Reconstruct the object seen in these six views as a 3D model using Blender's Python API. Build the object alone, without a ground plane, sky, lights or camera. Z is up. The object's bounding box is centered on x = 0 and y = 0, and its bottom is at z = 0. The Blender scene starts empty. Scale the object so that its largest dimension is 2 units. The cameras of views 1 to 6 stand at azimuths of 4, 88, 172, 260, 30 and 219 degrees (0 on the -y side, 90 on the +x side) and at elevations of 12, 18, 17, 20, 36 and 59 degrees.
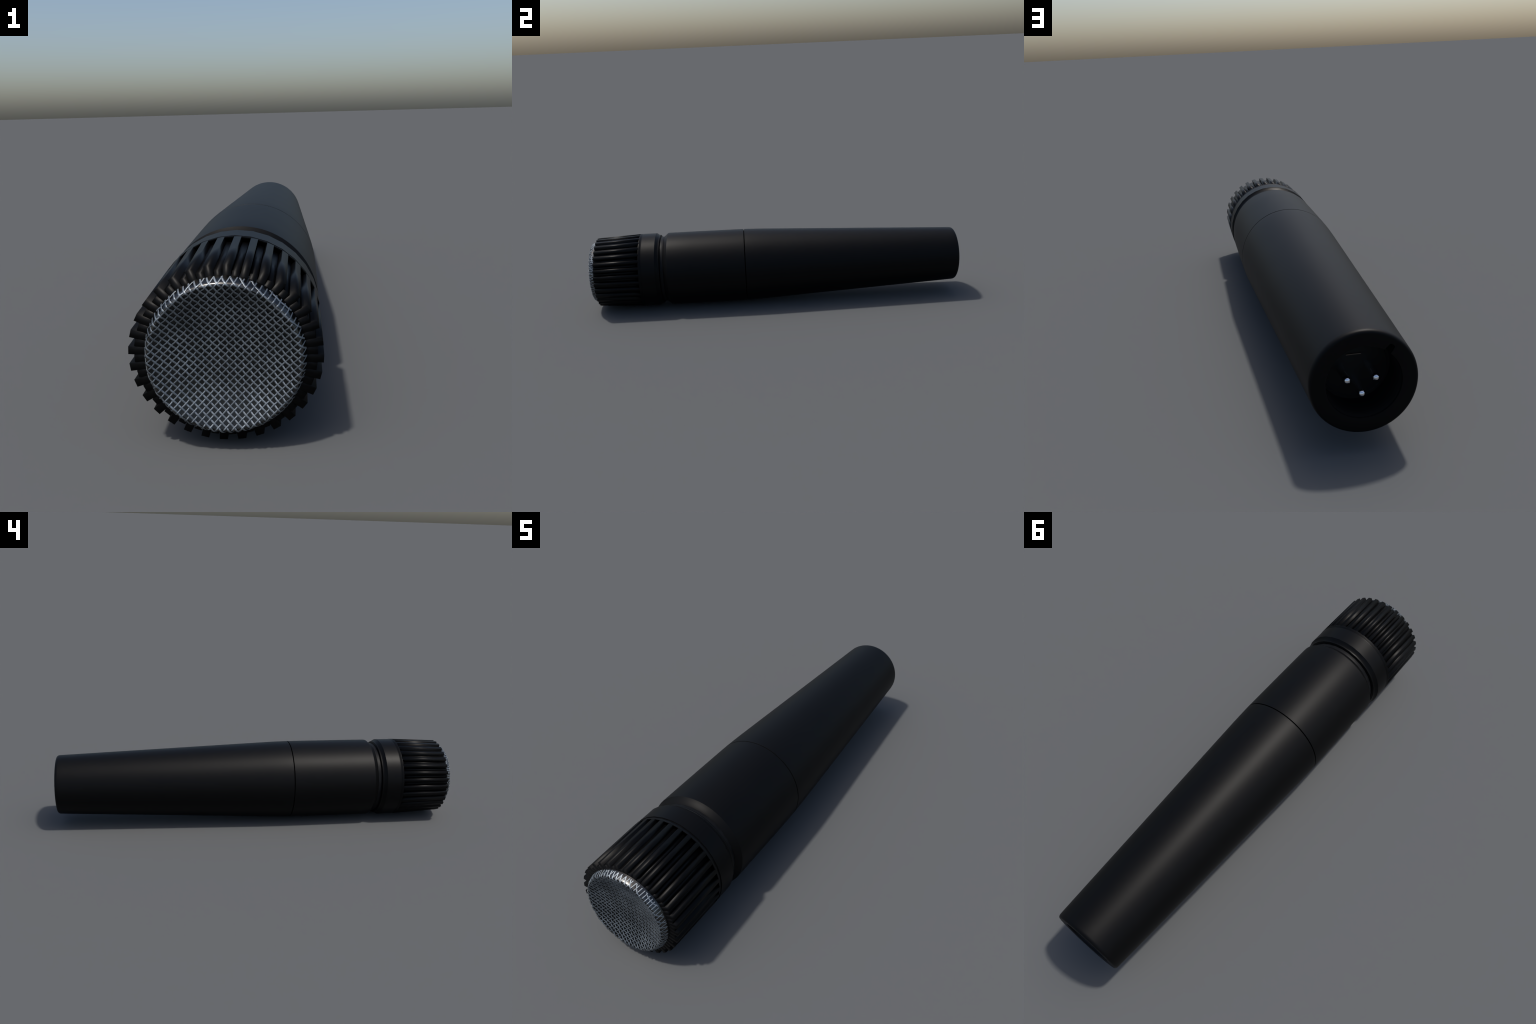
"""Hand-held stage microphone lying on its side: black tapered barrel, ribbed cap,
woven-wire front grille, three-pin socket in the tail.  Axis along y, front at -y."""
import bpy, math
from mathutils import Vector

# ------------------------------------------------------------------ axis
Z0 = 0.1990          # height of the axis over most of the length
TAIL_LIFT = 0.0036   # the handle axis rises this much towards the tail


def axis_z(y):
    return Z0 + TAIL_LIFT * max(0.0, (y + 0.30) / 1.30)


def polar(y, r, a, squash=1.0):
    """point at angle a (from +z towards +x) around the axis"""
    return (r * math.sin(a), y, axis_z(y) + r * squash * math.cos(a))


# ------------------------------------------------------------------ materials
def principled(name, color, rough, metallic=0.0, spec=0.5, grain=None, bump=None, coat=0.0):
    m = bpy.data.materials.new(name)
    m.use_nodes = True
    nt = m.node_tree
    b = nt.nodes['Principled BSDF']
    b.inputs['Base Color'].default_value = (*color, 1)
    b.inputs['Roughness'].default_value = rough
    b.inputs['Metallic'].default_value = metallic
    b.inputs['Specular IOR Level'].default_value = spec
    b.inputs['Coat Weight'].default_value = coat
    co = nt.nodes.new('ShaderNodeTexCoord')
    if grain:
        scale, lo, hi, rlo, rhi = grain
        n = nt.nodes.new('ShaderNodeTexNoise')
        n.inputs['Scale'].default_value = scale
        n.inputs['Detail'].default_value = 4
        nt.links.new(co.outputs['Object'], n.inputs['Vector'])
        ramp = nt.nodes.new('ShaderNodeValToRGB')
        ramp.color_ramp.elements[0].position = 0.3
        ramp.color_ramp.elements[1].position = 0.7
        ramp.color_ramp.elements[0].color = (*[c * lo for c in color], 1)
        ramp.color_ramp.elements[1].color = (*[c * hi for c in color], 1)
        nt.links.new(n.outputs['Fac'], ramp.inputs['Fac'])
        nt.links.new(ramp.outputs['Color'], b.inputs['Base Color'])
        mr = nt.nodes.new('ShaderNodeMapRange')
        mr.inputs['To Min'].default_value = rlo
        mr.inputs['To Max'].default_value = rhi
        nt.links.new(n.outputs['Fac'], mr.inputs['Value'])
        nt.links.new(mr.outputs['Result'], b.inputs['Roughness'])
    if bump:
        scale, strength, dist = bump
        n2 = nt.nodes.new('ShaderNodeTexNoise')
        n2.inputs['Scale'].default_value = scale
        nt.links.new(co.outputs['Object'], n2.inputs['Vector'])
        bp = nt.nodes.new('ShaderNodeBump')
        bp.inputs['Strength'].default_value = strength
        bp.inputs['Distance'].default_value = dist
        nt.links.new(n2.outputs['Fac'], bp.inputs['Height'])
        nt.links.new(bp.outputs['Normal'], b.inputs['Normal'])
    return m


M_BODY = principled('black_enamel', (0.0018, 0.0018, 0.0019), 0.47, spec=0.135, grain=(9, 0.95, 1.05, 0.46, 0.48))
M_CAP = principled('black_plastic', (0.0018, 0.0018, 0.0019), 0.42, spec=0.12, grain=(14, 0.9, 1.1, 0.41, 0.43))
M_NECK = principled('worn_black_ring', (0.006, 0.0063, 0.007), 0.46, spec=0.10, grain=(30, 0.7, 1.3, 0.42, 0.50))
M_CORE = principled('cavity_black', (0.002, 0.002, 0.002), 0.8, spec=0.1)
M_WIRE = principled('steel_wire', (0.235, 0.262, 0.285), 0.52, metallic=1.0, grain=(22, 0.7, 1.25, 0.46, 0.58))
M_BACK = principled('dark_steel_screen', (0.045, 0.046, 0.046), 0.40, metallic=1.0, grain=(40, 0.8, 1.2, 0.28, 0.40))
M_RIM = principled('paler_grille_rim', (0.09, 0.088, 0.084), 0.25, metallic=1.0, grain=(40, 0.6, 1.4, 0.20, 0.30))  # rim ring, paler and smoother than the screen behind the wires
M_SOCKET = principled('socket_black', (0.003, 0.003, 0.003), 0.6, spec=0.3)
M_PIN = principled('pin_silver', (0.86, 0.86, 0.88), 0.14, metallic=1.0, grain=(80, 0.97, 1.03, 0.12, 0.16))
M_STRIP = principled('edge_glint_brown', (0.12, 0.10, 0.085), 0.4, metallic=1.0)

# ------------------------------------------------------------------ objects
root = bpy.data.objects.new('microphone', None)
bpy.context.scene.collection.objects.link(root)
root['label'] = 'black tapered microphone with ribbed cap and silver wire grille'
root['category'] = 'microphone'


def add(name, verts, faces, mat, parent=None, smooth=True, sharp_angle=None, kind=None):
    me = bpy.data.meshes.new(name)
    me.from_pydata([tuple(v) for v in verts], [], faces)
    me.update()
    me.materials.append(mat)
    for p in me.polygons:
        p.use_smooth = smooth
    if sharp_angle is not None:
        me.set_sharp_from_angle(angle=math.radians(sharp_angle))
    o = bpy.data.objects.new(name, me)
    bpy.context.scene.collection.objects.link(o)
    o.parent = parent or root
    if kind:
        o['kind'] = kind
    return o


def lathe(name, profile, seg, mat, parent=None, sharp_angle=30, squash=None, cap=(False, False)):
    """profile: list of (y, r) from inside front to inside rear; squash(y) flattens in z"""
    verts, faces = [], []
    for (y, r) in profile:
        s = squash(y) if squash else 1.0
        for k in range(seg):
            verts.append(polar(y, r, 2 * math.pi * k / seg, s))
    n = len(profile)
    for i in range(n - 1):
        for k in range(seg):
            a, b = i * seg + k, i * seg + (k + 1) % seg
            faces.append((a, b, b + seg, a + seg))
    if cap[0]:
        faces.append(tuple(reversed(range(seg))))
    if cap[1]:
        faces.append(tuple(range((n - 1) * seg, n * seg)))
    return add(name, verts, faces, mat, parent, True, sharp_angle)


def arc(y0, r0, y1, r1, n, bulge_y, bulge_r):
    """quadratic corner from (y0,r0) to (y1,r1) through control (bulge)"""
    out = []
    for i in range(n + 1):
        t = i / n
        out.append(((1 - t) ** 2 * y0 + 2 * t * (1 - t) * bulge_y + t * t * y1,
                    (1 - t) ** 2 * r0 + 2 * t * (1 - t) * bulge_r + t * t * r1))
    return out


# ------------------------------------------------------------------ barrel
barrel = [(-0.6025, 0.174), (-0.6020, 0.1778), (-0.5965, 0.1836), (-0.5885, 0.1890), (-0.5795, 0.1970),
          (-0.5700, 0.1976)]
barrel += [(-0.45, 0.1979), (-0.30, 0.1978), (-0.20, 0.1974), (-0.1655, 0.1971),
           (-0.1650, 0.1962), (-0.1648, 0.1900), (-0.1600, 0.185)]
lathe('front_barrel', barrel, 128, M_BODY, sharp_angle=20)

handle = [(-0.1640, 0.186), (-0.1612, 0.1900), (-0.1610, 0.1958), (-0.1600, 0.1970), (-0.1560, 0.1970),
          (-0.13, 0.1964), (-0.10, 0.1955), (-0.06, 0.1940), (-0.02, 0.1922), (0.10, 0.1868),
          (0.30, 0.1775), (0.55, 0.1660), (0.80, 0.1545), (0.96, 0.1471)]
handle += arc(0.985, 0.1459, 1.000, 0.136, 10, 0.9994, 0.1450)
handle += [(1.0, 0.118), (0.9995, 0.108), (0.9985, 0.1015), (0.994, 0.0995)]

# handle shell with a key notch let into the tail face
NOTCH_A = math.radians(-38.0)
NOTCH_W = 0.0095


def handle_mesh():
    seg = 192
    verts, faces = [], []
    rings = handle + [(0.96, 0.0990), (0.895, 0.0985)]
    for (y, r) in rings:
        for k in range(seg):
            a = 2 * math.pi * k / seg
            rr = r
            # notch: a rounded cut-out widens the bore between r=.099 and .124
            if y > 0.95 and r <= 0.1185:
                d = (a - NOTCH_A + math.pi) % (2 * math.pi) - math.pi
                w = abs(d) * 0.112
                if w < NOTCH_W:
                    depth = 0.124 - 0.004 * max(0, (w / NOTCH_W - 0.4) / 0.6) ** 2
                    rr = max(r, depth - (0.0005 if r < 0.11 else 0.0))
            verts.append(polar(y, rr, a))
    n = len(rings)
    for i in range(n - 1):
        for k in range(seg):
            a, b = i * seg + k, i * seg + (k + 1) % seg
            faces.append((a, b, b + seg, a + seg))
    o = add('handle', verts, faces, M_BODY, None, True, 40)
    # everything inside the bore is darker socket plastic
    o.data.materials.append(M_SOCKET)
    first = n - 3
    for p in o.data.polygons:
        if p.index // seg >= first:
            p.material_index = 1
    return o


handle_obj = handle_mesh()

# ------------------------------------------------------------------ socket and pins
socket = lathe('socket', [(0.8955, 0.0995), (0.8955, 0.092), (0.893, 0.090), (0.893, 0.002)], 64, M_SOCKET,
               sharp_angle=30, cap=(False, True))
for (px, pz) in ((0.0390, 0.0), (-0.0390, 0.0), (0.0, -0.0420)):
    prof = [(0.890, 0.0114), (0.966, 0.0114)] + [(0.966 + 0.013 * math.sin(i * math.pi / 16), 0.0114 * math.cos(i * math.pi / 16))
                                             for i in range(1, 9)]
    seg = 20
    verts, faces = [], []
    for (y, r) in prof:
        for k in range(seg):
            a = 2 * math.pi * k / seg
            verts.append((px + r * math.sin(a), y, 0.2000 + pz + r * math.cos(a)))
    for i in range(len(prof) - 1):
        for k in range(seg):
            a, b = i * seg + k, i * seg + (k + 1) % seg
            faces.append((a, b, b + seg, a + seg))
    add('pin', verts, faces, M_PIN, socket, True, 60)


def box(name, x0, x1, y0, y1, z0, z1, mat, parent):
    v = [(x, y, z) for x in (x0, x1) for y in (y0, y1) for z in (z0, z1)]
    f = [(0, 1, 3, 2), (4, 6, 7, 5), (0, 4, 5, 1), (2, 3, 7, 6), (0, 2, 6, 4), (1, 5, 7, 3)]
    return add(name, v, f, mat, parent, False)


box('edge_glint_strip', -0.019, 0.022, 0.889, 0.8965, 0.2345, 0.2370, M_STRIP, socket)  # thin bar modelled for the brownish glint on an edge inside the bore

# ------------------------------------------------------------------ neck and collar
lathe('neck_ring', [(-0.625, 0.172), (-0.6185, 0.1780), (-0.6165, 0.1785), (-0.6085, 0.1785), (-0.5985, 0.1785),
                    (-0.592, 0.176)], 32, M_NECK, sharp_angle=60)

collar_profile = [(-0.6450, 0.1700), (-0.6450, 0.1965), (-0.7290, 0.1965), (-0.7300, 0.1968), (-0.7300, 0.1994), (-0.7280, 0.1997),
                  (-0.7240, 0.1987), (-0.7150, 0.1955), (-0.7140, 0.1988), (-0.6800, 0.1988), (-0.6435, 0.1990),
                  (-0.6350, 0.1918), (-0.6270, 0.1888), (-0.6265, 0.1892), (-0.6215, 0.1884),
                  (-0.6175, 0.1800), (-0.6170, 0.1700)]
collar = lathe('collar', collar_profile, 32, M_CAP, sharp_angle=22)

# ------------------------------------------------------------------ ribbed cap
RIBS = 32
PHASE = math.radians(2.8125)
Y_REAR, Y_FRONT = -0.7285, -0.967
R_CAP = 0.1990
SQUASH_FRONT = 0.186 / 0.199     # the cap flattens top and bottom towards the front


def cap_squash(y):
    t = min(1.0, max(0.0, (y - Y_REAR) / (Y_FRONT - Y_REAR)))
    return 1.0 + (SQUASH_FRONT - 1.0) * t


cap = lathe('cap_core', [(-0.715, 0.020), (-0.715, 0.160), (-0.718, 0.166), (-0.85, 0.168), (-0.9635, 0.166),
                         (-0.9640, 0.130)], 96, M_CORE, sharp_angle=30, squash=cap_squash)


def rib(name, angle, top_rear, top_front, floor, width_rear, width_front, y_rear, rear_side, rear_lean):
    """a square bar along the cap; its shading rolls from flat at the rear to a rounded nose in front"""
    NS, NW, NH = 14, 6, 4            # stations along, across the top, down each side

    def frame(y):
        s = cap_squash(y)
        e = Vector((math.sin(angle), 0, s * math.cos(angle)))
        n = Vector((math.sin(angle), 0, math.cos(angle) / s)).normalized()
        t = Vector((n.z, 0, -n.x))
        return e, n, t

    front = Vector((0, -1, 0))
    verts, normals, faces = [], [], []
    section = NH + NW + NH + 1

    def corner(top, side, run, n, t, sgn):
        return (n * top + t * (sgn * side) + front * run).normalized()

    def lerp(a, b, f):
        return (a * (1 - f) + b * f).normalized()

    for i in range(NS + 1):
        u = i / NS                       # 0 rear .. 1 front
        y = y_rear + (Y_FRONT - y_rear) * u
        e, n, t = frame(y)
        top = top_rear + (top_front - top_rear) * u
        w = 0.5 * (width_rear + (width_front - width_rear) * u)
        c = Vector((0, y, axis_z(y)))
        # shading normals roll from leaning back at the rear to leaning forward at the nose
        up = [lerp(corner(1, rear_side, -rear_lean, n, t, g), corner(1, 1, 1, n, t, g), u) for g in (-1, 1)]
        low = [lerp(corner(0, 1, -rear_lean, n, t, g), corner(0, 1, 1, n, t, g), u) for g in (-1, 1)]
        for j in range(section):
            if j <= NH:                    # left wall, bottom to top
                h = j / NH
                p = c + e * (floor + (top - floor) * h) - t * w
                nn = lerp(low[0], up[0], h)
            elif j < NH + NW:              # top
                q = (j - NH) / NW
                p = c + e * top + t * (w * (2 * q - 1))
                nn = lerp(up[0], up[1], q)
            else:
                h = 1 - (j - NH - NW) / NH
                p = c + e * (floor + (top - floor) * h) + t * w
                nn = lerp(low[1], up[1], h)
            verts.append(p)
            normals.append(nn)
    for i in range(NS):
        for j in range(section - 1):
            a = i * section + j
            faces.append((a, a + section, a + 1 + section, a + 1))
    # nose: front face down to the floor, its normals continuing from the top edge
    e, n, t = frame(Y_FRONT)
    w = 0.5 * width_front
    c = Vector((0, Y_FRONT, axis_z(Y_FRONT)))
    base = len(verts)
    NF = 5
    for i in range(NF + 1):
        h = 1 - i / NF
        for j in range(NW + 1):
            q = 2 * j / NW - 1
            verts.append(c + e * (floor + (top_front - floor) * h) + t * (w * q))
            normals.append((n * h + t * q * (0.5 + 0.5 * h) + front).normalized())
    for i in range(NF):
        for j in range(NW):
            a = base + i * (NW + 1) + j
            faces.append((a, a + NW + 1, a + NW + 2, a + 1))
    faces.append(tuple(range(section)))          # rear end
    o = add(name, verts, faces, M_CAP, cap, True)
    o.data.normals_split_custom_set_from_vertices([tuple(v) for v in normals])
    return o


for k in range(RIBS):
    a = PHASE + 2 * math.pi * k / RIBS
    rib('rib', a, R_CAP, R_CAP, 0.160, 0.0166, 0.0166, Y_REAR, 0.7, 0.8)
for k in range(RIBS):
    a = PHASE + 2 * math.pi * (k + 0.5) / RIBS
    rib('slot_rib', a, 0.1865, 0.1868, 0.160, 0.0150, 0.0155, -0.731, 0.8, 0.9)

# ------------------------------------------------------------------ grille
R_EDGE, R_RIDGE = 0.1665, 0.1525
Y_RIDGE, DISH = -0.9962, 0.031


def screen_y(r):
    """dished screen with a rounded raised rim"""
    if r <= R_RIDGE - 0.004:
        return Y_RIDGE + DISH * (1 - (r / (R_RIDGE - 0.001)) ** 2.0)
    if r <= R_RIDGE + 0.004:
        t = (r - R_RIDGE + 0.004) / 0.008
        y0 = Y_RIDGE + DISH * (1 - ((R_RIDGE - 0.004) / (R_RIDGE - 0.001)) ** 2.0)
        y1 = Y_RIDGE + 0.0030
        return (1 - t) ** 2 * y0 + 2 * t * (1 - t) * (Y_RIDGE - 0.0012) + t * t * y1
    t = (r - R_RIDGE - 0.004) / (R_EDGE - R_RIDGE - 0.004)
    return Y_RIDGE + 0.0030 + 0.031 * (0.55 * t + 0.45 * t * t)


GZ = axis_z(-1.0)
ring_r = [0.0005] + [0.012 * i for i in range(1, 13)] + [0.147 + 0.0015 * i for i in range(0, 14)] + [R_EDGE]
lathe('grille_backing', [(screen_y(r) + 0.0012, r) for r in ring_r if r < 0.1525], 96, M_BACK, sharp_angle=80)
lathe('grille_rim', [(screen_y(min(r, R_EDGE)) + 0.0012, r) for r in ring_r if r > 0.1510] + [(-0.950, 0.166)],
      96, M_RIM, sharp_angle=80)

PITCH = 0.01153
N_SAMPLE = 8          # samples per crossing


def screen_point(x, z, lift):
    r = math.hypot(x, z)
    r = min(r, R_EDGE)
    h = 0.0008
    slope = (screen_y(min(r + h, R_EDGE)) - screen_y(max(r - h, 0))) / (2 * h)
    slope = max(-1.2, min(1.6, slope))
    n = Vector((slope * (x / r if r else 0), -1.0, slope * (z / r if r else 0))).normalized()
    return Vector((x, screen_y(r), GZ + z)) + n * lift, n


def weave():
    verts, faces, normals = [], [], []
    s2 = math.sqrt(0.5)
    half = int(R_EDGE / PITCH) + 1
    for family in (0, 1):
        d = Vector((s2, 0, -s2)) if family == 0 else Vector((s2, 0, s2))       # running direction
        c = Vector((s2, 0, s2)) if family == 0 else Vector((-s2, 0, s2))       # offset direction
        rad = 0.0019 if family == 0 else 0.0014
        amp = 0.0014
        for k in range(-half, half + 1):
            off = k * PITCH
            if abs(off) > R_EDGE - 0.004:
                continue
            L = math.sqrt((R_EDGE - 0.0025) ** 2 - off ** 2)
            m = max(4, int(2 * L / PITCH * N_SAMPLE))
            ring = []
            for i in range(m + 1):
                s = -L + 2 * L * i / m
                p2 = d * s + c * off
                # plain weave: over and under alternate at the crossings of the other family
                sj = s / PITCH if family == 1 else -s / PITCH
                ph = math.cos(math.pi * (sj + k)) * (-1 if family == 0 else 1)
                rim = min(1.0, max(0.0, (p2.length - 0.150) / 0.010))
                lift = (0.0009 + amp * ph) * (1 - rim) + rim * (0.0002 + 0.0006 * ph)
                p, n = screen_point(p2.x, p2.z, lift)
                ring.append((p, n, 0.72 * (1 - 0.55 * rim)))
            sides = 8
            base = len(verts)
            for i, (p, n, flat) in enumerate(ring):
                q0, q1 = ring[max(0, i - 1)][0], ring[min(m, i + 1)][0]
                tng = (q1 - q0).normalized()
                b = tng.cross(n).normalized()
                nn = b.cross(tng).normalized()
                for j in range(sides):
                    a = 2 * math.pi * j / sides
                    # flattened wire whose sheen follows the screen as a whole
                    verts.append(p + b * (math.cos(a) * rad) + nn * (math.sin(a) * rad * flat))
                    tube = b * math.cos(a) + nn * math.sin(a)
                    normals.append((n + tube * 0.55).normalized() if tube.dot(n) > -0.3 else tube)
            for i in range(m):
                for j in range(sides):
                    a, bb = base + i * sides + j, base + i * sides + (j + 1) % sides
                    faces.append((a, a + sides, bb + sides, bb))
            faces.append(tuple(base + j for j in range(sides)))
            faces.append(tuple(base + m * sides + j for j in reversed(range(sides))))
    o = add('grille_wire', verts, faces, M_WIRE, None, True, None, 'stuff')
    o.data.normals_split_custom_set_from_vertices([tuple(v) for v in normals])
    return o


weave()

# consistent outward normals on the lathed parts
import bmesh
for o in bpy.data.objects:
    if o.type == 'MESH' and o.name.split('.')[0] not in ('rib', 'slot_rib', 'grille_wire'):
        bm = bmesh.new()
        bm.from_mesh(o.data)
        bmesh.ops.recalc_face_normals(bm, faces=bm.faces)
        bm.to_mesh(o.data)
        bm.free()
